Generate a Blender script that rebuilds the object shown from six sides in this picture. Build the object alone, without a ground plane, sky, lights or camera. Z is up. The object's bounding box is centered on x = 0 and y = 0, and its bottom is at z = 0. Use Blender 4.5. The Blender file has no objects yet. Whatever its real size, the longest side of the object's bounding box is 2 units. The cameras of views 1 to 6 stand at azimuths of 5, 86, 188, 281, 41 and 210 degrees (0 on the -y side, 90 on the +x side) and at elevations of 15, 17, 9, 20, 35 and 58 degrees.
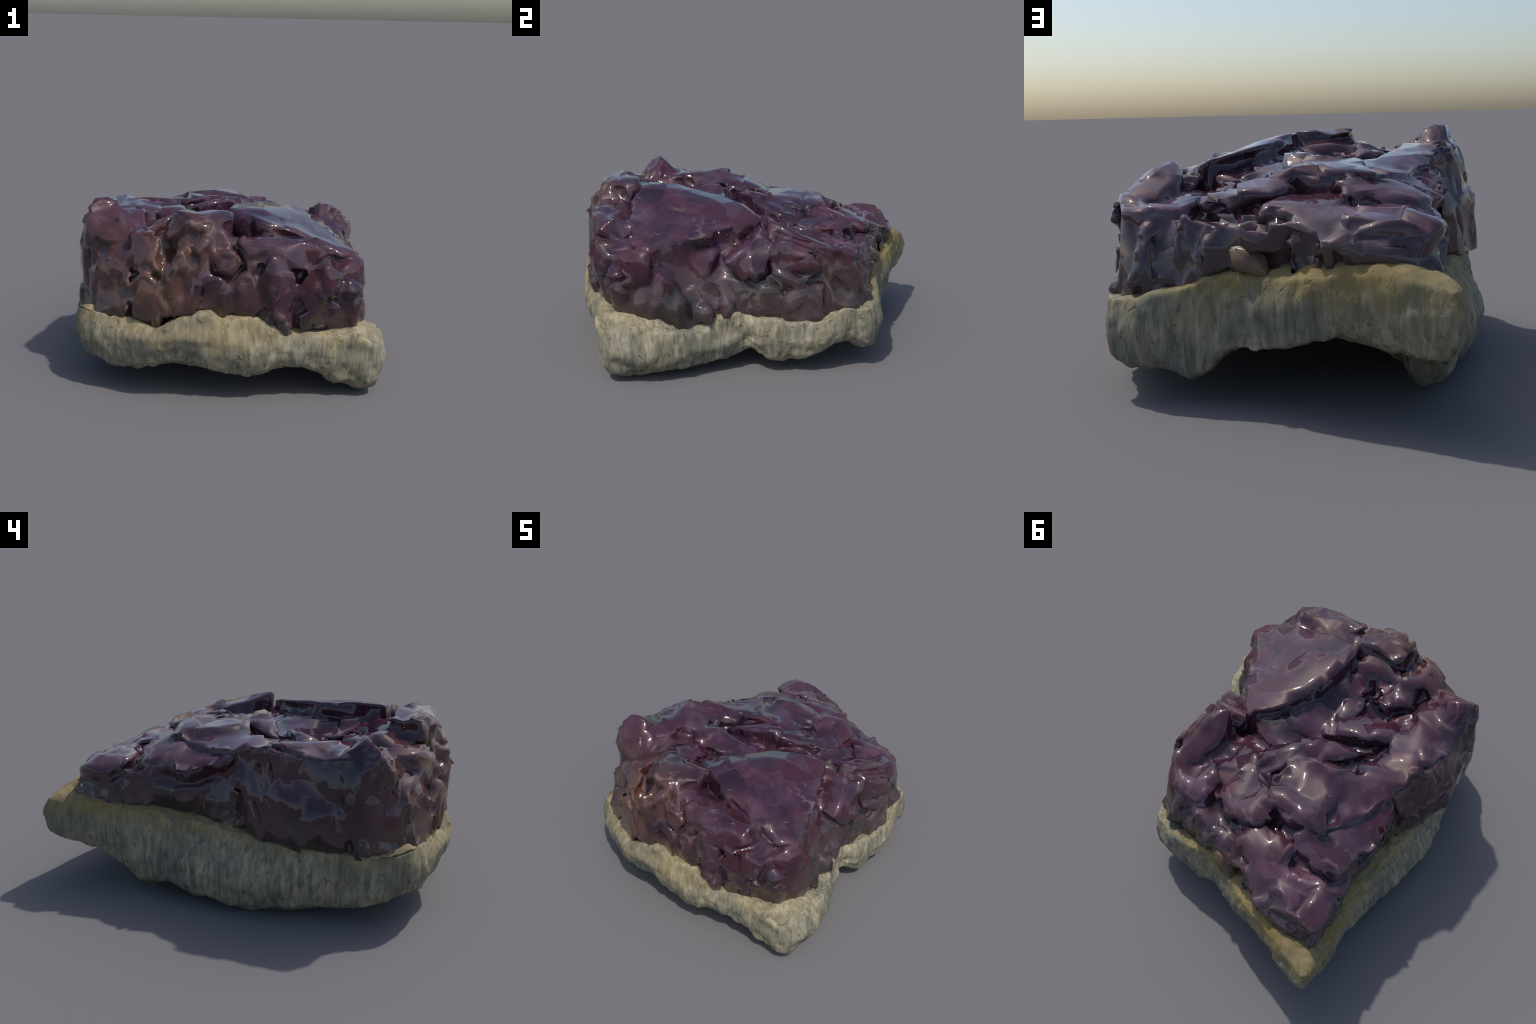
"""Chunk of amethyst: a mass of glossy purple quartz crystals fused on a pale,
fibrous wedge of host rock."""
import bpy, bmesh, math, random
import numpy as np
from mathutils import Vector, noise

random.seed(7)
RNG = np.random.default_rng(7)

# ------------------------------------------------------------------ helpers
def catmull(points, steps, closed=True):
    p = np.array(points, float)
    n = len(p)
    out = []
    for i in range(n if closed else n - 1):
        if closed:
            a, b, c, d = p[i - 1], p[i], p[(i + 1) % n], p[(i + 2) % n]
        else:
            a, b, c, d = p[max(i - 1, 0)], p[i], p[i + 1], p[min(i + 2, n - 1)]
        for k in range(steps):
            t = k / steps
            lin = b + (c - b) * t
            cr = 0.5 * (2 * b + (c - a) * t + (2 * a - 5 * b + 4 * c - d) * t * t
                        + (3 * b - a - 3 * c + d) * t ** 3)
            out.append(0.45 * lin + 0.55 * cr)
    if not closed:
        out.append(p[-1])
    return np.array(out)


def ring_by_angle(points, n, centre=(0.0, 0.0)):
    """Closed 3D outline resampled at n equal angles about a vertical axis."""
    c = catmull(points, 10)
    d = c[:, :2] - np.array(centre)
    ang = np.unwrap(np.arctan2(d[:, 1], d[:, 0]))
    if ang[-1] < ang[0]:
        ang, c, d = ang[::-1], c[::-1], d[::-1]
    rad = np.hypot(d[:, 0], d[:, 1])
    order = np.argsort(ang % (2 * np.pi))
    a = (ang % (2 * np.pi))[order]
    rad, z = rad[order], c[order, 2]
    t = np.arange(n) * 2 * np.pi / n
    r = np.interp(t, a, rad, period=2 * np.pi)
    zz = np.interp(t, a, z, period=2 * np.pi)
    return np.stack([centre[0] + r * np.cos(t), centre[1] + r * np.sin(t), zz], 1)


def loft(rings, rows, n):
    """rings: arrays (n,3) from the bottom up; smooth profile through them."""
    stack = np.stack(rings, 0)
    prof = catmull(stack.reshape(len(rings), -1), rows, closed=False)
    return prof.reshape(-1, n, 3)


def grid_mesh(name, grid, cap_low, cap_high):
    m, n, _ = grid.shape
    verts = [tuple(v) for v in grid.reshape(-1, 3)]
    faces = []
    for i in range(m - 1):
        for j in range(n):
            k = (j + 1) % n
            faces.append((i * n + j, i * n + k, (i + 1) * n + k, (i + 1) * n + j))
    lo = len(verts); verts.append(tuple(cap_low))
    hi = len(verts); verts.append(tuple(cap_high))
    for j in range(n):
        k = (j + 1) % n
        faces.append((lo, k, j))
        faces.append((hi, (m - 1) * n + j, (m - 1) * n + k))
    me = bpy.data.meshes.new(name)
    me.from_pydata(verts, [], faces)
    me.update()
    return me


def link(ob, parent=None):
    bpy.context.scene.collection.objects.link(ob)
    if parent is not None:
        ob.parent = parent
    return ob


def fbm(p, octaves=4, gain=0.5):
    s, a = 0.0, 1.0
    q = Vector(p)
    for _ in range(octaves):
        s += a * noise.noise(q)
        q = q * 2.03 + Vector((3.1, 1.7, 5.3))
        a *= gain
    return s


def smoothstep(a, b, x):
    t = min(max((x - a) / (b - a), 0.0), 1.0)
    return t * t * (3 - 2 * t)

# ------------------------------------------------------------------ host rock outlines
# all outlines run counter-clockwise from the front right corner
UNDER = [(.68, -.70, .00), (.65, -.50, .01), (.59, -.28, .025), (.54, -.05, .085), (.57, .08, .045),
         (.565, .23, .055), (.55, .32, .095), (.52, .48, .135), (.48, .57, .085), (.38, .62, .10),
         (.25, .65, .08), (.17, .67, .12), (.09, .70, .175), (-.06, .76, .20), (-.19, .81, .235),
         (-.28, .82, .255), (-.45, .85, .215), (-.57, .91, .215), (-.60, .84, .205), (-.61, .70, .185),
         (-.58, .57, .09), (-.53, .46, .00), (-.60, .32, .03), (-.65, .18, .01), (-.66, .04, .00),
         (-.67, -.15, .00), (-.64, -.31, .01), (-.62, -.53, .05), (-.58, -.74, .095), (-.54, -.84, .105),
         (-.47, -.86, .11), (-.26, -.87, .14), (-.02, -.86, .13), (.156, -.88, .11), (.25, -.84, .135),
         (.38, -.83, .145), (.48, -.78, .11), (.54, -.75, .05)]
BELLY = [(.76, -.785, .13), (.80, -.67, .14), (.78, -.50, .14), (.70, -.32, .13), (.595, -.12, .15), (.635, .06, .16),
         (.635, .28, .18), (.585, .48, .23), (.55, .60, .24), (.45, .665, .22), (.25, .69, .24),
         (.10, .71, .30), (-.02, .76, .31), (-.19, .84, .35), (-.35, .90, .35), (-.50, .96, .35),
         (-.635, 1.0, .36), (-.655, .82, .31), (-.65, .60, .26), (-.685, .40, .20), (-.755, .10, .17),
         (-.785, -.08, .16), (-.785, -.20, .18), (-.765, -.46, .22), (-.755, -.65, .25), (-.705, -.80, .27),
         (-.58, -.895, .28), (-.42, -.945, .28), (-.24, -.997, .31), (-.06, -.965, .31), (.15, -.945, .27),
         (.30, -.90, .25), (.50, -.84, .22), (.66, -.82, .17)]
LIP = [(.745, -.785, .27), (.765, -.66, .265), (.745, -.48, .26), (.655, -.27, .20), (.575, -.13, .19),
       (.62, .02, .28), (.62, .20, .26), (.615, .33, .275), (.575, .45, .33), (.55, .575, .325),
       (.43, .645, .325), (.25, .675, .37), (.11, .675, .425), (-.04, .735, .41), (-.13, .785, .425),
       (-.28, .86, .455), (-.43, .90, .46), (-.60, .975, .435), (-.645, .94, .435), (-.645, .75, .41),
       (-.635, .57, .39), (-.64, .40, .385), (-.665, .15, .38), (-.70, -.05, .36), (-.74, -.25, .35),
       (-.76, -.45, .345), (-.755, -.60, .345), (-.715, -.74, .36), (-.665, -.815, .375), (-.57, -.86, .375),
       (-.40, -.905, .375), (-.30, -.94, .35), (-.19, -.955, .395), (-.05, -.945, .42), (.0, -.935, .385),
       (.14, -.925, .395), (.27, -.89, .34), (.36, -.855, .305), (.56, -.815, .30), (.67, -.81, .30)]
FOOT = [(.655, -.72, .325), (.70, -.54, .30), (.62, -.35, .235), (.58, -.11, .30), (.575, .13, .275),
        (.59, .315, .27), (.55, .43, .335), (.525, .565, .335), (.41, .625, .345), (.244, .655, .39),
        (.117, .63, .445), (-.04, .70, .435), (-.124, .74, .445), (-.28, .81, .495), (-.43, .85, .49),
        (-.57, .87, .485), (-.61, .80, .46), (-.61, .57, .42), (-.61, .38, .405), (-.63, .15, .40),
        (-.70, -.15, .375), (-.73, -.30, .37), (-.75, -.45, .36), (-.75, -.60, .36), (-.715, -.74, .36),
        (-.66, -.815, .385), (-.56, -.83, .37), (-.40, -.84, .37), (-.296, -.84, .335), (-.18, -.88, .40),
        (-.05, -.90, .44), (.0, -.905, .40), (.14, -.908, .41), (.268, -.87, .363), (.354, -.82, .332),
        (.563, -.777, .312)]

NA = 420

def scaled(r, k, dz=0.0, zmix=None, zval=0.0):
    q = r.copy()
    q[:, :2] *= k
    q[:, 2] += dz
    if zmix is not None:
        q[:, 2] = q[:, 2] * (1 - zmix) + zval * zmix
    return q


def build_rock(parent, mat):
    under, belly, lip, foot = (ring_by_angle(r, NA) for r in (UNDER, BELLY, LIP, FOOT))
    core_low = scaled(under, 0.45, zmix=0.75, zval=0.20)
    mid_low = scaled(under, 0.82, dz=0.012, zmix=0.35, zval=0.17)
    edge = under * 0.6 + belly * 0.4
    edge[:, 2] = under[:, 2] * 0.75 + belly[:, 2] * 0.25
    edge[:, :2] = under[:, :2] * 0.35 + belly[:, :2] * 0.65
    inner = scaled(foot, 0.90, dz=0.01)
    deep = scaled(foot, 0.5, dz=0.0)
    g = loft([core_low, mid_low, under, edge, belly, lip, foot, inner, deep], 9, NA)
    me = grid_mesh("host_rock", g, (0, 0, .22), (0, 0, .38))
    # relief: soft lumps, upright fibres on the flanks, pits on the ledges
    me.update()
    nor = np.zeros(len(me.vertices) * 3)
    me.vertices.foreach_get("normal", nor)
    nor = nor.reshape(-1, 3)
    co = np.zeros(len(me.vertices) * 3)
    me.vertices.foreach_get("co", co)
    co = co.reshape(-1, 3)
    new = co.copy()
    for i, (p, nn) in enumerate(zip(co, nor)):
        a = math.atan2(p[1], p[0])
        flank = 1 - abs(nn[2])
        lump = fbm((p[0] * 5, p[1] * 5, p[2] * 5), 3) * 0.016
        fib = noise.noise(Vector((p[0] * 42, p[1] * 42, p[2] * 7))) * 0.006 * flank
        fine = fbm((p[0] * 26, p[1] * 26, p[2] * 18 + 9), 3) * 0.0055
        under_rough = smoothstep(0.2, -0.5, nn[2]) * fbm((p[0] * 14, p[1] * 14, p[2] * 14), 3) * 0.012
        new[i] = p + nn * (lump + fib + fine + under_rough)
        # hollow between two ridges on the front right corner
        def spot(cx, cy, cz, r):
            return math.exp(-((p[0] - cx) ** 2 + (p[1] - cy) ** 2 + (p[2] - cz) ** 2) / (r * r))
        new[i] += nn * (.015 * spot(.77, -.64, .27, .05) + .015 * spot(.63, -.82, .29, .05) + .03 * spot(.61, -.15, .18, .04)
                        - .045 * spot(.60, -.06, .17, .045) - .03 * spot(.60, -.06, .09, .05))
        new[i] += np.array((-.2, .2, -.9)) * (.06 * spot(.705, -.755, .30, .038)) + np.array((.3, -.3, .5)) * (.012 * spot(.755, -.72, .28, .04) + .015 * spot(.69, -.80, .28, .04))
    new[:, 2] -= new[:, 2].min()
    me.vertices.foreach_set("co", new.ravel())
    me.update()
    me.shade_smooth()
    ob = link(bpy.data.objects.new("host_rock", me), parent)
    me.materials.append(mat)
    return ob

# ------------------------------------------------------------------ crystal mass
WAIST = [(.655, -.69, .50), (.66, -.55, .48), (.58, -.38, .46), (.545, -.22, .48), (.55, -.08, .50), (.56, .18, .50),
         (.555, .40, .50), (.50, .53, .48), (.36, .565, .48), (.25, .60, .50), (.12, .60, .53),
         (-.02, .62, .52), (-.18, .74, .54), (-.40, .80, .56), (-.55, .80, .55), (-.59, .70, .53),
         (-.58, .55, .53), (-.60, .38, .53), (-.61, .24, .54), (-.57, .10, .55), (-.64, -.02, .56), (-.715, -.18, .58),
         (-.73, -.38, .58), (-.745, -.52, .58), (-.72, -.64, .58), (-.66, -.75, .58), (-.55, -.80, .58),
         (-.40, -.87, .58), (-.25, -.91, .58), (-.10, -.905, .60), (.05, -.895, .60), (.20, -.885, .58),
         (.36, -.86, .55), (.53, -.785, .52)]
CREST = [(.62, -.60, .63), (.58, -.48, .64), (.48, -.28, .65), (.40, -.06, .64), (.45, .10, .68),
         (.50, .30, .63), (.47, .44, .60), (.34, .48, .595), (.22, .48, .58), (.10, .46, .58),
         (-.06, .52, .58), (-.20, .64, .60), (-.40, .74, .60), (-.53, .76, .58), (-.57, .66, .56),
         (-.53, .45, .61), (-.52, .25, .62), (-.52, .08, .72), (-.60, -.14, .77), (-.66, -.28, .77),
         (-.69, -.45, .77), (-.68, -.62, .80), (-.62, -.70, .78), (-.50, -.74, .73), (-.36, -.77, .76),
         (-.18, -.80, .80), (.0, -.81, .78), (.18, -.83, .75), (.34, -.80, .75), (.50, -.73, .68)]


def hull(points):
    bm = bmesh.new()
    vs = [bm.verts.new(p) for p in points]
    r = bmesh.ops.convex_hull(bm, input=vs)
    junk = [e for e in r["geom_interior"] + r["geom_unused"] if isinstance(e, bmesh.types.BMVert)]
    bmesh.ops.delete(bm, geom=list(set(junk)), context='VERTS')
    bmesh.ops.recalc_face_normals(bm, faces=bm.faces)
    me = bpy.data.meshes.new("hull")
    bm.to_mesh(me)
    bm.free()
    return me


def block(top, drop, shrink=0.85):
    """Crystal given by the corners of its exposed face; its body runs along drop."""
    t = np.array(top, float)
    c = t.mean(0)
    b = c + (t - c) * shrink + np.array(drop, float)
    return hull([tuple(v) for v in t] + [tuple(v) for v in b])


def shard(base, tip, radius, sides=6, flat=0.75, seed=0, head=0.35):
    """Quartz point: prism from base to shoulder, closed by an off-centre pyramid."""
    r = random.Random(seed)
    b, t = Vector(base), Vector(tip)
    ax = (t - b)
    L = ax.length
    ax.normalize()
    u = ax.orthogonal().normalized()
    w = ax.cross(u)
    pts = []
    rot = r.uniform(0, 6.28)
    for k in range(sides):
        a = rot + k * 2 * math.pi / sides + r.uniform(-.25, .25)
        d = u * math.cos(a) + w * math.sin(a) * flat
        rr = radius * r.uniform(.8, 1.15)
        pts.append(tuple(b + d * rr * 0.85))
        pts.append(tuple(b + ax * L * (1 - head * r.uniform(.6, 1.4)) + d * rr))
    off = (u * r.uniform(-.35, .35) + w * r.uniform(-.35, .35)) * radius
    pts.append(tuple(t + off))
    pts.append(tuple(t - off * 0.6 - ax * L * 0.06))
    return hull(pts)



IN_FRONT, IN_RIGHT, IN_BACK, IN_LEFT = (0, .16, 0), (-.16, 0, 0), (0, -.16, 0), (.18, 0, 0)
# crystals: corners of the exposed face, direction of the hidden body, taper
TOP_BLOCKS = [
    # tilted slab that dominates the front right
    ([(.642, -.549, .665), (.585, -.625, .68), (.405, -.672, .75), (.20, -.665, .825), (.055, -.627, .876),
      (.0, -.60, .876), (.025, -.42, .866), (.085, -.25, .84), (.20, -.09, .805), (.335, .0, .772), (.41, -.12, .745),
      (.51, -.33, .705)], (-.04, .02, -.22), 1.0),
    # dark topped block left of the slab
    ([(-.225, -.775, .886), (-.144, -.838, .882), (.0, -.83, .845), (.04, -.73, .865), (.025, -.655, .880),
      (-.09, -.66, .835), (-.22, -.68, .84)], (-.02, .06, -.30), .95),
    ([(-.22, -.69, .835), (-.05, -.66, .83), (.0, -.56, .80), (-.10, -.46, .765), (-.20, -.52, .775), (-.27, -.62, .81)],
     (0, 0, -.25), .95),
    # lower crystal beside it, with a drop behind
    ([(-.28, -.68, .815), (-.22, -.545, .795), (-.17, -.42, .765), (-.27, -.42, .785), (-.38, -.50, .775), (-.38, -.68, .77)],
     (.0, -.02, -.2), .9),
    # floor behind the slab
    ([(.03, -.56, .81), (.05, -.36, .79), (.12, -.15, .74), (.28, .0, .71), (.10, .10, .70), (-.10, -.10, .70), (-.16, -.40, .745)],
     (0, 0, -.2), 1.0),
    # knob on the front left corner
    ([(-.69, -.645, .865), (-.66, -.59, .905), (-.613, -.573, .905), (-.56, -.562, .888), (-.57, -.47, .81), (-.67, -.46, .81)], (.04, .02, -.25), .97),
    ([(-.695, -.655, .85), (-.56, -.575, .872), (-.446, -.575, .785), (-.45, -.72, .735), (-.58, -.745, .70), (-.69, -.70, .72)], (.03, .12, -.18), .9),
    # dark flat face in the middle
    ([(-.05, -.12, .735), (-.035, -.22, .74), (-.20, -.33, .745), (-.36, -.38, .765), (-.45, -.30, .785), (-.311, -.20, .785)], (.02, .02, -.2), .95),
    # left rim
    ([(-.68, -.294, .813), (-.62, -.15, .833), (-.45, -.15, .785), (-.40, -.28, .785), (-.48, -.42, .82), (-.60, -.42, .80)], (.02, .0, -.3), .97),
    ([(-.69, -.47, .80), (-.685, -.30, .81), (-.55, -.36, .80), (-.44, -.44, .815), (-.45, -.57, .80), (-.66, -.52, .80)], (.03, .0, -.35), .97),
    ([(-.63, -.15, .825), (-.56, .06, .760), (-.40, .10, .76), (-.33, -.04, .765), (-.42, -.16, .775)], (.03, .0, -.28), .95),
    # long brown ridge across the middle
    ([(-.33, -.125, .755), (-.20, -.10, .775), (-.08, -.04, .785), (.02, .02, .785), (.08, .12, .76), (-.02, .14, .77), (-.2, .03, .765)], (0, .02, -.25), .95),
    ([(.03, .02, .77), (.13, .09, .74), (.19, .17, .715), (.12, .26, .71), (.0, .18, .76)], (-.02, 0.02, -.25), .97),
    # sloping back half
    ([(-.52, .07, .76), (-.30, .02, .775), (-.05, .10, .785), (.02, .30, .755), (-.14, .42, .745), (-.36, .40, .745), (-.50, .22, .745)], (0, 0, -.25), .97),
    ([(-.635, .24, .665), (-.575, .05, .735), (-.42, .12, .75), (-.36, .38, .735), (-.50, .40, .695), (-.615, .33, .655)], (.06, 0, -.10), .95),
    ([(-.575, .45, .665), (-.56, .32, .68), (-.38, .32, .735), (-.24, .46, .735), (-.34, .52, .70), (-.53, .53, .645)], (.05, .0, -.2), .97),
    ([(.19, .22, .705), (.06, .24, .74), (-.10, .36, .75), (-.06, .48, .71), (.12, .53, .67), (.22, .44, .67)], (0, -.02, -.25), .97),
    ([(-.07, .48, .69), (-.28, .50, .69), (-.29, .62, .67), (-.15, .69, .635), (-.02, .61, .655)], (0, -.03, -.2), .97),
    # bed under the back half
    ([(-.54, .12, .71), (-.30, .0, .735), (0, .06, .735), (.2, .12, .68), (.45, .32, .62), (.25, .48, .605), (-.1, .58, .615),
      (-.4, .66, .605), (-.53, .5, .62)], (0, 0, -.15), 1.0),
    # rounded crystal on the right shoulder
    ([(.42, .04, .785), (.46, .05, .78), (.525, .14, .735), (.555, .30, .685), (.52, .40, .655), (.42, .36, .67), (.36, .14, .74)], (-.02, .0, -.22), 1.0),
    ([(.52, .34, .655), (.51, .465, .632), (.38, .51, .63), (.26, .52, .63), (.24, .38, .675), (.38, .28, .67)], (0, .02, -.28), 1.0),
    ([(.36, .14, .67), (.42, .34, .635), (.24, .40, .64), (.18, .22, .67), (.22, .10, .675)], (0, 0, -.25), 1.0),
    # point that juts over the back left tip
    ([(-.58, .80, .60), (-.605, .69, .605), (-.57, .58, .635), (-.44, .57, .665), (-.32, .63, .67), (-.38, .74, .635), (-.50, .81, .61)], (.06, .0, -.13), .95),
    ([(-.36, .75, .62), (-.30, .58, .68), (-.16, .64, .65), (-.08, .72, .62), (-.20, .80, .585), (-.34, .81, .58)], (.02, -.03, -.18), .97),
]
WALL_BLOCKS = [
    # --- front
    ([(-.625, -.775, .60), (-.565, -.755, .665), (-.51, -.80, .63), (-.445, -.81, .677), (-.42, -.91, .50), (-.44, -.91, .38),
      (-.61, -.84, .38), (-.62, -.79, .48)], IN_FRONT, .95),
    ([(-.355, -.925, .62), (-.42, -.895, .54), (-.41, -.915, .40), (-.28, -.925, .36), (-.265, -.945, .52), (-.30, -.935, .58)], IN_FRONT, .95),
    ([(-.45, -.775, .765), (-.384, -.80, .78), (-.31, -.845, .79), (-.28, -.925, .62), (-.38, -.88, .60), (-.46, -.83, .62)], IN_FRONT, .95),
    ([(-.165, -.93, .748), (-.25, -.935, .67), (-.30, -.945, .55), (-.24, -.96, .43), (-.10, -.94, .45), (-.085, -.925, .60),
      (-.135, -.92, .69)], IN_FRONT, .95),
    ([(-.236, -.79, .869), (-.144, -.845, .868), (.007, -.84, .83), (.055, -.875, .74), (-.06, -.905, .70), (-.2, -.895, .70),
      (-.28, -.84, .78)], IN_FRONT, .95),
    ([(.03, -.91, .735), (-.03, -.915, .70), (-.02, -.92, .64), (.06, -.92, .62), (.10, -.91, .67), (.07, -.90, .72)], IN_FRONT, .9),
    ([(-.06, -.925, .62), (.03, -.92, .60), (.06, -.91, .45), (.0, -.91, .41), (-.09, -.925, .44)], IN_FRONT, .95),
    ([(.122, -.915, .64), (.05, -.905, .58), (.05, -.91, .45), (.116, -.90, .38), (.20, -.905, .44), (.19, -.91, .60)], IN_FRONT, .95),
    ([(.236, -.91, .735), (.18, -.905, .62), (.19, -.90, .46), (.30, -.885, .42), (.36, -.88, .55), (.345, -.895, .635)], IN_FRONT, .95),
    ([(.07, -.86, .765), (.18, -.88, .755), (.264, -.885, .765), (.375, -.85, .79), (.25, -.79, .79), (.10, -.80, .79),
      (.45, -.75, .77), (.50, -.82, .73), (.40, -.88, .66), (.27, -.89, .69), (.12, -.895, .69)], (0, .12, -.05), .95),
    ([(.41, -.885, .66), (.50, -.835, .68), (.555, -.76, .62), (.52, -.82, .47), (.41, -.875, .45), (.345, -.885, .55)], IN_FRONT, .95),
    ([(.454, -.85, .47), (.36, -.87, .43), (.38, -.84, .34), (.52, -.80, .34), (.55, -.785, .45)], IN_FRONT, .97),
    ([(.555, -.72, .63), (.615, -.645, .66), (.645, -.58, .65), (.665, -.56, .50), (.685, -.58, .34), (.65, -.695, .34),
      (.575, -.755, .33), (.54, -.77, .50)], (-.10, .12, 0), .95),
    # --- right
    ([(.635, -.54, .58), (.66, -.46, .51), (.62, -.38, .43), (.60, -.34, .28), (.67, -.46, .28), (.69, -.57, .31)], IN_RIGHT, .95),
    ([(.57, -.19, .58), (.57, -.10, .63), (.49, .0, .73), (.51, .05, .69), (.60, .02, .54), (.585, -.10, .50)], IN_RIGHT, .95),
    ([(.565, .02, .48), (.575, .10, .47), (.565, .16, .32), (.58, -.02, .31), (.57, -.10, .36)], IN_RIGHT, .95),
    ([(.54, .04, .66), (.555, .10, .71), (.59, .27, .66), (.60, .30, .55), (.61, .18, .48), (.595, .06, .55)], IN_RIGHT, .95),
    ([(.515, .465, .632), (.552, .34, .665), (.57, .35, .50), (.565, .42, .36), (.525, .54, .34), (.52, .50, .52)], (-.15, -.03, 0), .95),
    ([(.60, .21, .50), (.595, .33, .50), (.60, .33, .29), (.605, .13, .28), (.60, .12, .42)], IN_RIGHT, .95),
    # --- back
    ([(.51, .475, .632), (.40, .515, .63), (.298, .53, .63), (.27, .59, .52), (.29, .62, .36), (.48, .57, .36), (.52, .53, .48)], IN_BACK, .95),
    ([(.30, .545, .605), (.19, .565, .61), (.10, .61, .585), (.10, .64, .46), (.20, .645, .40), (.30, .62, .40)], IN_BACK, .95),
    ([(-.11, .74, .615), (-.06, .69, .62), (-.05, .70, .45), (-.15, .77, .44), (-.26, .82, .48), (-.25, .83, .56), (-.2, .79, .61)], (.02, -.16, 0), .95),
    ([(-.24, .82, .567), (-.30, .74, .65), (-.45, .79, .63), (-.56, .815, .60), (-.50, .84, .50), (-.33, .84, .50)], IN_BACK, .95),
    ([(.12, .61, .58), (.02, .645, .595), (-.07, .685, .585), (-.05, .70, .43), (.09, .65, .43)], IN_BACK, .95),
    # --- left
    ([(-.695, -.65, .84), (-.695, -.50, .82), (-.75, -.48, .66), (-.77, -.54, .56), (-.755, -.56, .36), (-.69, -.69, .36), (-.675, -.665, .60)], IN_LEFT, .97),
    ([(-.69, -.49, .81), (-.69, -.30, .80), (-.755, -.28, .62), (-.76, -.28, .39), (-.765, -.52, .37), (-.765, -.52, .55)], IN_LEFT, .97),
    ([(-.70, -.31, .79), (-.65, -.13, .80), (-.70, -.10, .60), (-.71, -.12, .39), (-.755, -.30, .39), (-.755, -.31, .62)], IN_LEFT, .97),
    ([(-.635, -.13, .79), (-.575, .02, .76), (-.62, .03, .60), (-.65, .04, .41), (-.71, -.14, .39), (-.70, -.12, .62)], IN_LEFT, .97),
    ([(-.60, .56, .60), (-.58, .46, .63), (-.59, .42, .50), (-.60, .48, .39), (-.615, .68, .40), (-.61, .66, .55)], IN_LEFT, .97),
]
CHIP = [(.095, .68, .535), (.03, .655, .55), (-.03, .69, .51), (-.05, .735, .45), (.03, .725, .455), (.08, .70, .47)]
# smaller quartz points crowding the flanks: base, tip, radius
COLUMNS = [
    ((-.42, -.74, .50), (-.37, -.74, .80), .05), ((-.10, -.84, .40), (-.08, -.87, .56), .05),
    ((.30, -.83, .34), (.31, -.855, .47), .045), ((.62, -.70, .34), (.64, -.71, .50), .05),
    ((.60, -.28, .28), (.58, -.27, .40), .06), ((.56, -.18, .30), (.55, -.17, .42), .05),
    ((.44, .56, .36), (.43, .565, .46), .06), ((.20, .60, .42), (.18, .60, .50), .045),
    ((-.32, .80, .50), (-.32, .80, .60), .05), ((-.46, .80, .50), (-.47, .80, .58), .05),
    ((-.56, .30, .42), (-.55, .30, .52), .06), ((-.57, .16, .42), (-.56, .16, .54), .06),
    ((-.70, -.40, .38), (-.73, -.41, .58), .06),
    ((.26, .58, .38), (.25, .56, .63), .06), ((.40, .56, .36), (.39, .54, .61), .065), ((.16, .61, .42), (.15, .605, .58), .045),
    ((-.14, .73, .44), (-.14, .72, .60), .055), ((-.22, .775, .46), (-.22, .775, .57), .05), ((-.58, .60, .42), (-.58, .59, .56), .05),
    ((-.33, -.88, .45), (-.315, -.855, .78), .05), ((-.22, -.905, .42), (-.175, -.925, .75), .06),
    ((-.08, -.89, .58), (-.075, -.865, .80), .055), ((.02, -.895, .42), (.03, -.905, .60), .045),
    ((-.50, -.83, .40), (-.49, -.80, .66), .05), ((.14, -.87, .55), (.15, -.86, .77), .05),
    ((.30, -.86, .50), (.31, -.85, .70), .05), ((.60, -.72, .40), (.61, -.72, .60), .05),
]


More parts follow.
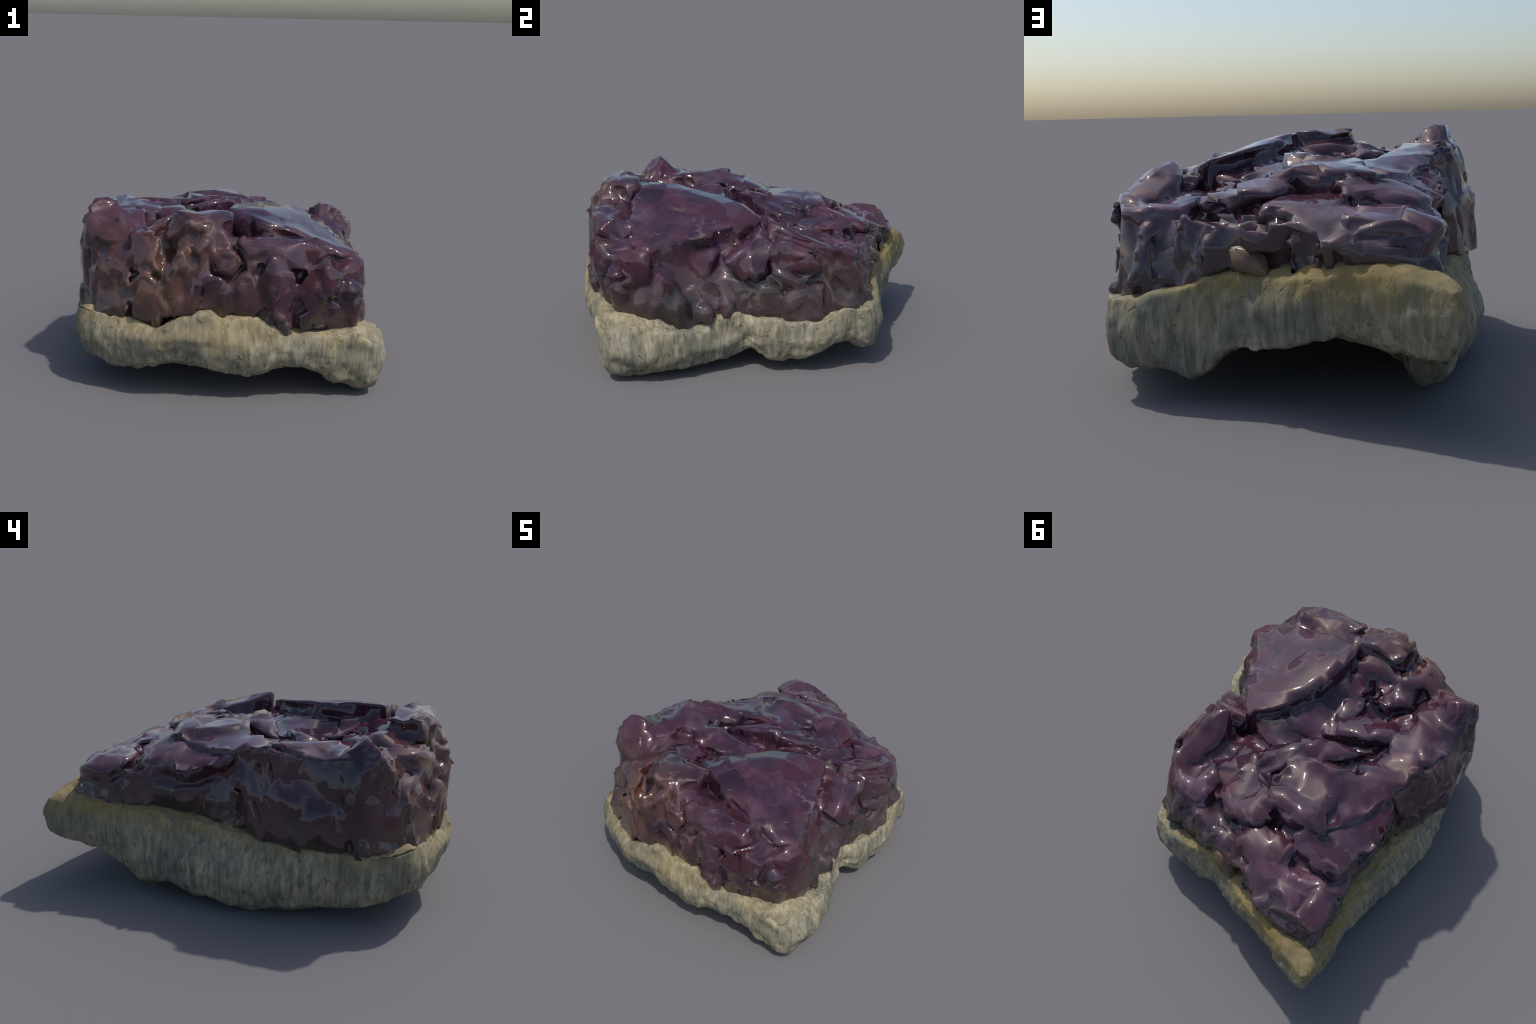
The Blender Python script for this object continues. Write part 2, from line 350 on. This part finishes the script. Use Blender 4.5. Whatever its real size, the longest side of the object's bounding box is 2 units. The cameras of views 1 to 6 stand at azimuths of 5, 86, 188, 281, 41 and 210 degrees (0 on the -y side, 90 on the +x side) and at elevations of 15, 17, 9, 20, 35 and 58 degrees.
def build_crystals(parent, mats):
    foot = ring_by_angle(FOOT, 180)
    waist = ring_by_angle(WAIST, 180)
    crest = ring_by_angle(CREST, 180)
    low = scaled(foot, .96, dz=-.06)
    g = loft([low, scaled(foot, .975, dz=0.0), scaled(waist, .985), scaled(crest, .97, dz=-.005),
              scaled(crest, .75, dz=-.03), scaled(crest, .4, zmix=.8, zval=.68)], 6, 180)
    bodies = [("crystal_mass", grid_mesh("core", g, (0, 0, .34), (-.02, -.05, .67)))]
    for top, drop, k in TOP_BLOCKS + WALL_BLOCKS:
        bodies.append(("crystal", block(top, drop, k)))
    for s, (b, t, r) in enumerate(COLUMNS):
        bodies.append(("crystal", shard(b, t, r, seed=100 + s)))
    # the fused skin
    bm = bmesh.new()
    planes = []
    for kind, me in bodies:
        bm.from_mesh(me)
        if kind == "crystal":
            nrm = np.array([f.normal for f in me.polygons])
            cen = np.array([f.center for f in me.polygons])
            planes.append((nrm, (nrm * cen).sum(1)))
    raw = bpy.data.meshes.new("raw")
    bm.to_mesh(raw)
    bm.free()
    ob = link(bpy.data.objects.new("raw", raw))
    for kind, val in (("REMESH", None), ("SMOOTH", None)):
        m = ob.modifiers.new(kind, kind)
        if kind == "REMESH":
            m.mode = 'VOXEL'
            m.voxel_size = 0.0075
        else:
            m.factor = 0.5
            m.iterations = 1
    dg = bpy.context.evaluated_depsgraph_get()
    skin = bpy.data.meshes.new_from_object(ob.evaluated_get(dg))
    ob.modifiers.clear()
    ob.data = skin
    co = np.zeros(len(skin.vertices) * 3)
    skin.vertices.foreach_get("co", co)
    co = co.reshape(-1, 3)
    nor = np.zeros(len(skin.vertices) * 3)
    skin.vertices.foreach_get("normal", nor)
    nor = nor.reshape(-1, 3)
    new = co.copy()
    tilt = {}
    for i, (p, nn) in enumerate(zip(co, nor)):
        side = 1 - min(max(nn[2] * 1.2, 0), 1)
        d = fbm((p[0] * 6, p[1] * 6, p[2] * 6), 2) * 0.009
        # the big slab stays nearly flat
        dz = p[2] - (.775 - .36 * (p[0] - .343))
        flat = 0.0
        if abs(dz) < .03 and nn[2] > .7 and p[1] < .02 and p[1] > -.68 and p[0] > 0:
            flat = 1.0
        # two clean crystals: right shoulder and front left knob
        for cx, cy, cz, rr in ((.47, .18, .74, .17), (-.62, -.57, .86, .12)):
            flat = max(flat, .85 * smoothstep(rr, rr * .7, math.dist(p, (cx, cy, cz))))
        # broken facets: every cell is a plane tilted its own way
        for scale, amp, salt in ((5.0, 0.26, 0), (13.0, 0.22, 1)):
            q = Vector((p[0], p[1], p[2] * (.55 + .45 * (1 - side)))) * scale
            q += Vector((noise.noise(q * .5), noise.noise(q * .5 + Vector((7, 0, 0))), 0)) * .5
            dist, pts = noise.voronoi(q)
            c = pts[0]
            key = (round(c.x, 3), round(c.y, 3), round(c.z, 3), salt)
            if key not in tilt:
                r = random.Random(hash(key) & 0xffffff)
                tilt[key] = (Vector((r.uniform(-1, 1), r.uniform(-1, 1), r.uniform(-1, 1))), r.uniform(-.5, .5))
            tv, lift = tilt[key]
            if salt == 0:      # open seams between some facets
                seam = max(0.0, 1 - (dist[1] - dist[0]) / .10)
                d -= .013 * seam * smoothstep(0, .35, noise.noise(q * .45)) * (1 - flat)
                w = (.8 + .2 * side) * (1 + .5 * smoothstep(.1, .4, p[1]))
            else:
                w = .22 + .78 * side
            d += ((q - c).dot(tv) * .5 + lift * .45) / scale * amp * w * (1 - .8 * flat)
        new[i] = p + nn * d
    skin.vertices.foreach_set("co", new.ravel())
    skin.update()
    d = ob.modifiers.new("d", 'DECIMATE')
    d.ratio = 15000 / max(1, 2 * len(skin.polygons))
    dg = bpy.context.evaluated_depsgraph_get()
    dg.update()
    skin2 = bpy.data.meshes.new_from_object(ob.evaluated_get(dg))
    bpy.data.objects.remove(ob)
    skin = skin2
    # regions: each face belongs to the crystal whose surface it lies on
    nf = len(skin.polygons)
    cen = np.zeros(nf * 3)
    skin.polygons.foreach_get("center", cen)
    cen = cen.reshape(-1, 3)
    best = np.full(nf, 0.03)
    owner = np.full(nf, -1)
    for k, (nrm, off) in enumerate(planes):
        sd = np.abs((cen @ nrm.T - off).max(1))
        hit = sd < best
        best[hit] = sd[hit]
        owner[hit] = k
    vn = np.zeros(len(skin.vertices) * 3)
    skin.vertices.foreach_get("normal", vn)
    vn = vn.reshape(-1, 3)
    vco = np.zeros(len(skin.vertices) * 3)
    skin.vertices.foreach_get("co", vco)
    vco = vco.reshape(-1, 3)
    polys = [tuple(p.vertices) for p in skin.polygons]
    for k in range(-1, len(planes)):
        idx = np.nonzero(owner == k)[0]
        if len(idx) == 0:
            continue
        used = sorted({v for i in idx for v in polys[i]})
        remap = {v: j for j, v in enumerate(used)}
        name = "crystal_mass" if k < 0 else "crystal"
        me = bpy.data.meshes.new(name)
        me.from_pydata([tuple(vco[v]) for v in used], [], [[remap[v] for v in polys[i]] for i in idx])
        me.update()
        me.shade_smooth()
        me.normals_split_custom_set_from_vertices([tuple(vn[v]) for v in used])
        me.materials.append(mats)
        o = link(bpy.data.objects.new(name, me), parent)
        if k < 0:
            o["kind"] = "stuff"

def build_chip(parent, mat):
    """flat tan piece of quartz exposed in a gap of the back flank"""
    me = block(CHIP, (.0, -.06, -.02), .8)
    bm = bmesh.new()
    bm.from_mesh(me)
    bmesh.ops.bevel(bm, geom=list(bm.edges), offset=.006, segments=2, affect='EDGES')
    bm.to_mesh(me)
    bm.free()
    me.shade_smooth()
    me.materials.append(mat)
    me.name = "quartz_chip"
    link(bpy.data.objects.new("quartz_chip", me), parent)

# ------------------------------------------------------------------ materials
class Nodes:
    def __init__(self, name):
        self.mat = bpy.data.materials.new(name)
        self.mat.use_nodes = True
        self.t = self.mat.node_tree
        self.t.nodes.clear()
        self.out = self.n("ShaderNodeOutputMaterial")
        self.bsdf = self.n("ShaderNodeBsdfPrincipled")
        self.l(self.bsdf.outputs[0], self.out.inputs[0])
        self.obj = self.n("ShaderNodeTexCoord").outputs["Object"]

    def n(self, kind, **kw):
        nd = self.t.nodes.new(kind)
        for k, v in kw.items():
            setattr(nd, k, v)
        return nd

    def l(self, a, b):
        self.t.links.new(a, b)

    def mapped(self, scale, loc=(0, 0, 0)):
        m = self.n("ShaderNodeMapping")
        m.inputs["Scale"].default_value = scale
        m.inputs["Location"].default_value = loc
        self.l(self.obj, m.inputs["Vector"])
        return m.outputs[0]

    def noise(self, vec, scale, detail=4, rough=.55, distortion=0.0):
        nd = self.n("ShaderNodeTexNoise")
        nd.inputs["Scale"].default_value = scale
        nd.inputs["Detail"].default_value = detail
        nd.inputs["Roughness"].default_value = rough
        nd.inputs["Distortion"].default_value = distortion
        self.l(vec, nd.inputs["Vector"])
        return nd.outputs["Fac"]

    def voronoi(self, vec, scale, feature='F1'):
        nd = self.n("ShaderNodeTexVoronoi", feature=feature)
        nd.inputs["Scale"].default_value = scale
        self.l(vec, nd.inputs["Vector"])
        return nd

    def ramp(self, fac, stops, interp='LINEAR'):
        r = self.n("ShaderNodeValToRGB")
        r.color_ramp.interpolation = interp
        els = r.color_ramp.elements
        while len(els) < len(stops):
            els.new(0.5)
        for e, (p, c) in zip(els, stops):
            e.position = p
            e.color = (c, c, c, 1) if isinstance(c, (int, float)) else (*c, 1)
        self.l(fac, r.inputs[0])
        return r.outputs[0]

    def mix(self, fac, a, b, mode='MIX'):
        m = self.n("ShaderNodeMix", data_type='RGBA', blend_type=mode)
        for sock, v in ((m.inputs[0], fac), (m.inputs[6], a), (m.inputs[7], b)):
            if isinstance(v, tuple):
                sock.default_value = (*v, 1)
            elif isinstance(v, (int, float)):
                sock.default_value = v
            else:
                self.l(v, sock)
        return m.outputs[2]

    def math(self, op, a, b=0.0, clamp=False):
        m = self.n("ShaderNodeMath", operation=op)
        m.use_clamp = clamp
        for sock, v in ((m.inputs[0], a), (m.inputs[1], b)):
            if isinstance(v, (int, float)):
                sock.default_value = v
            else:
                self.l(v, sock)
        return m.outputs[0]

    def xyz(self):
        s = self.n("ShaderNodeSeparateXYZ")
        self.l(self.obj, s.inputs[0])
        return s.outputs

    def bump(self, height, strength, dist):
        b = self.n("ShaderNodeBump")
        b.inputs["Strength"].default_value = strength
        b.inputs["Distance"].default_value = dist
        self.l(height, b.inputs["Height"])
        return b.outputs[0]


def amethyst_material():
    k = Nodes("amethyst")
    warp = k.mapped((1, 1, 1))
    x, y, z = k.xyz()[:3]
    patch = k.noise(warp, 3.2, 3, .55, .6)
    fine = k.noise(k.mapped((1, 1, .6)), 11, 5, .6, .8)
    col = k.ramp(k.math('ADD', k.math('MULTIPLY', patch, .65), k.math('MULTIPLY', fine, .35)),
                 [(.30, (.016, .006, .014)), (.44, (.034, .013, .026)), (.57, (.058, .027, .043)),
                  (.72, (.12, .068, .09))])
    # growth blocks differ in depth of colour, some lean to wine red
    q = k.n("ShaderNodeVectorMath", operation='ADD')
    k.l(k.mapped((1, 1, .6)), q.inputs[0])
    wn = k.n("ShaderNodeTexNoise")
    wn.inputs["Scale"].default_value = 5
    k.l(warp, wn.inputs["Vector"])
    wsc = k.n("ShaderNodeVectorMath", operation='SCALE')
    k.l(wn.outputs["Color"], wsc.inputs[0])
    wsc.inputs["Scale"].default_value = .12
    k.l(wsc.outputs[0], q.inputs[1])
    # back half lightened toward pink, painting in the sky sheen on its top
    lift = k.math('MULTIPLY', k.math('ADD', k.math('MULTIPLY', y, 1.1), .1, True), k.ramp(k.noise(warp, 4, 3), [(.3, .25), (.65, 1.0)]))
    col = k.mix(k.math('MULTIPLY', lift, .6), col, (.125, .066, .088))
    cell = k.voronoi(q.outputs[0], 6.5)
    sc = k.n("ShaderNodeSeparateColor")
    k.l(cell.outputs["Color"], sc.inputs[0])
    tone = k.ramp(sc.outputs[0], [(0.0, .65), (.5, 1.0), (1.0, 1.45)])
    col = k.mix(1.0, col, tone, 'MULTIPLY')
    col = k.mix(k.math('MULTIPLY', k.ramp(sc.outputs[1], [(.55, 0.0), (.8, 1.0)]), .55), col, (.068, .018, .028))
    pale = k.ramp(k.noise(warp, 8, 5, .6, 1.2), [(.60, 0.0), (.70, 1.0)])
    col = k.mix(k.math('MULTIPLY', pale, .45), col, (.24, .17, .17))
    # iron-stained warm crystals on the front left
    warm_place = k.math('MULTIPLY',
                        k.math('MULTIPLY', k.math('ADD', k.math('MULTIPLY', y, -3.0), -1.7, True),
                               k.math('ADD', k.math('MULTIPLY', x, -1.5), .55, True)), .95, True)
    warm_n = k.ramp(k.noise(warp, 5, 3), [(.30, 0.0), (.55, 1.0)])
    col = k.mix(k.math('MULTIPLY', warm_place, warm_n), col,
                k.mix(pale, (.125, .062, .045), (.24, .15, .09)))
    # smoky, nearly colourless quartz where the crystals root in the rock
    h = k.noise(warp, 6, 4)
    root = k.math('SUBTRACT', k.math('ADD', .50, k.math('MULTIPLY', h, .16)), z)
    slope = k.math('ADD', k.math('MULTIPLY', y, .10), 0.0)
    root = k.math('MULTIPLY', k.math('ADD', root, slope), 8.0, True)
    smoky = k.ramp(k.noise(warp, 14, 4), [(.3, (.035, .028, .028)), (.7, (.095, .078, .062))])
    col = k.mix(k.math('MULTIPLY', root, .55), col, smoky)
    k.l(col, k.bsdf.inputs["Base Color"])
    k.bsdf.inputs["Roughness"].default_value = .03
    k.bsdf.inputs["IOR"].default_value = 1.6
    
    return k.mat


def chip_material():
    k = Nodes("tan_quartz")
    n = k.noise(k.mapped((1, 1, 1)), 14, 5)
    k.l(k.ramp(n, [(.3, (.11, .065, .038)), (.7, (.21, .14, .085))]), k.bsdf.inputs["Base Color"])
    k.bsdf.inputs["Roughness"].default_value = .35
    return k.mat


def rock_material():
    k = Nodes("host_rock")
    p = k.mapped((1, 1, 1))
    fib = k.mapped((1, 1, .16))
    x, y, z = k.xyz()[:3]
    streak = k.noise(fib, 42, 5, .65, .3)
    cloud = k.noise(p, 4.5, 4)
    base = k.ramp(streak, [(.28, (.125, .108, .070)), (.48, (.27, .24, .163)), (.72, (.44, .40, .29))])
    grey = k.ramp(streak, [(.28, (.085, .085, .066)), (.5, (.172, .168, .132)), (.75, (.30, .293, .238))])
    col = k.mix(k.ramp(cloud, [(.42, 0.0), (.62, 1.0)]), base, grey)
    pits = k.ramp(k.noise(p, 26, 3, .5), [(.62, 0.0), (.72, 1.0)])
    col = k.mix(k.math('MULTIPLY', pits, .6), col, (.10, .085, .06))
    # ochre crust along the upper lip
    sn = k.n("ShaderNodeSeparateXYZ")
    g = k.n("ShaderNodeNewGeometry")
    k.l(g.outputs["Normal"], sn.inputs[0])
    lip = k.math('ADD', k.math('MULTIPLY', y, .065), .315)
    lip = k.math('ADD', lip, k.math('MULTIPLY', k.math('SUBTRACT', k.noise(p, 9, 4), .5), .16))
    och = k.math('MULTIPLY', k.math('SUBTRACT', z, lip), 12.0, True)
    och = k.math('MULTIPLY', och, k.ramp(k.noise(p, 5, 3), [(.3, .35), (.6, 1.0)]))
    och = k.math('MULTIPLY', och, k.math('ADD', k.math('MULTIPLY', y, .35), .75, True))
    ocol = k.ramp(k.noise(p, 16, 4), [(.3, (.22, .14, .035)), (.7, (.52, .36, .12))])
    col = k.mix(k.math('MULTIPLY', och, .75), col, ocol)
    olive = k.math('MULTIPLY', k.math('SUBTRACT', z, k.math('SUBTRACT', lip, .10)), 6.0, True)
    olive = k.math('MULTIPLY', olive, k.math('MULTIPLY', k.math('ADD', y, .1), 1.2, True))
    col = k.mix(k.math('MULTIPLY', olive, .45), col, (.17, .135, .05))
    k.l(col, k.bsdf.inputs["Base Color"])
    k.bsdf.inputs["Roughness"].default_value = .85
    k.bsdf.inputs["Specular IOR Level"].default_value = .25
    hgt = k.math('ADD', k.math('MULTIPLY', streak, .7), k.math('MULTIPLY', pits, -.6))
    k.l(k.bump(hgt, .5, .012), k.bsdf.inputs["Normal"])
    return k.mat

# ------------------------------------------------------------------ assemble
thing = link(bpy.data.objects.new("amethyst_chunk", None))
thing["label"] = "glossy purple amethyst crystals fused on pale fibrous rock"
thing["category"] = "mineral specimen"
build_rock(thing, rock_material())
build_crystals(thing, amethyst_material())
build_chip(thing, chip_material())
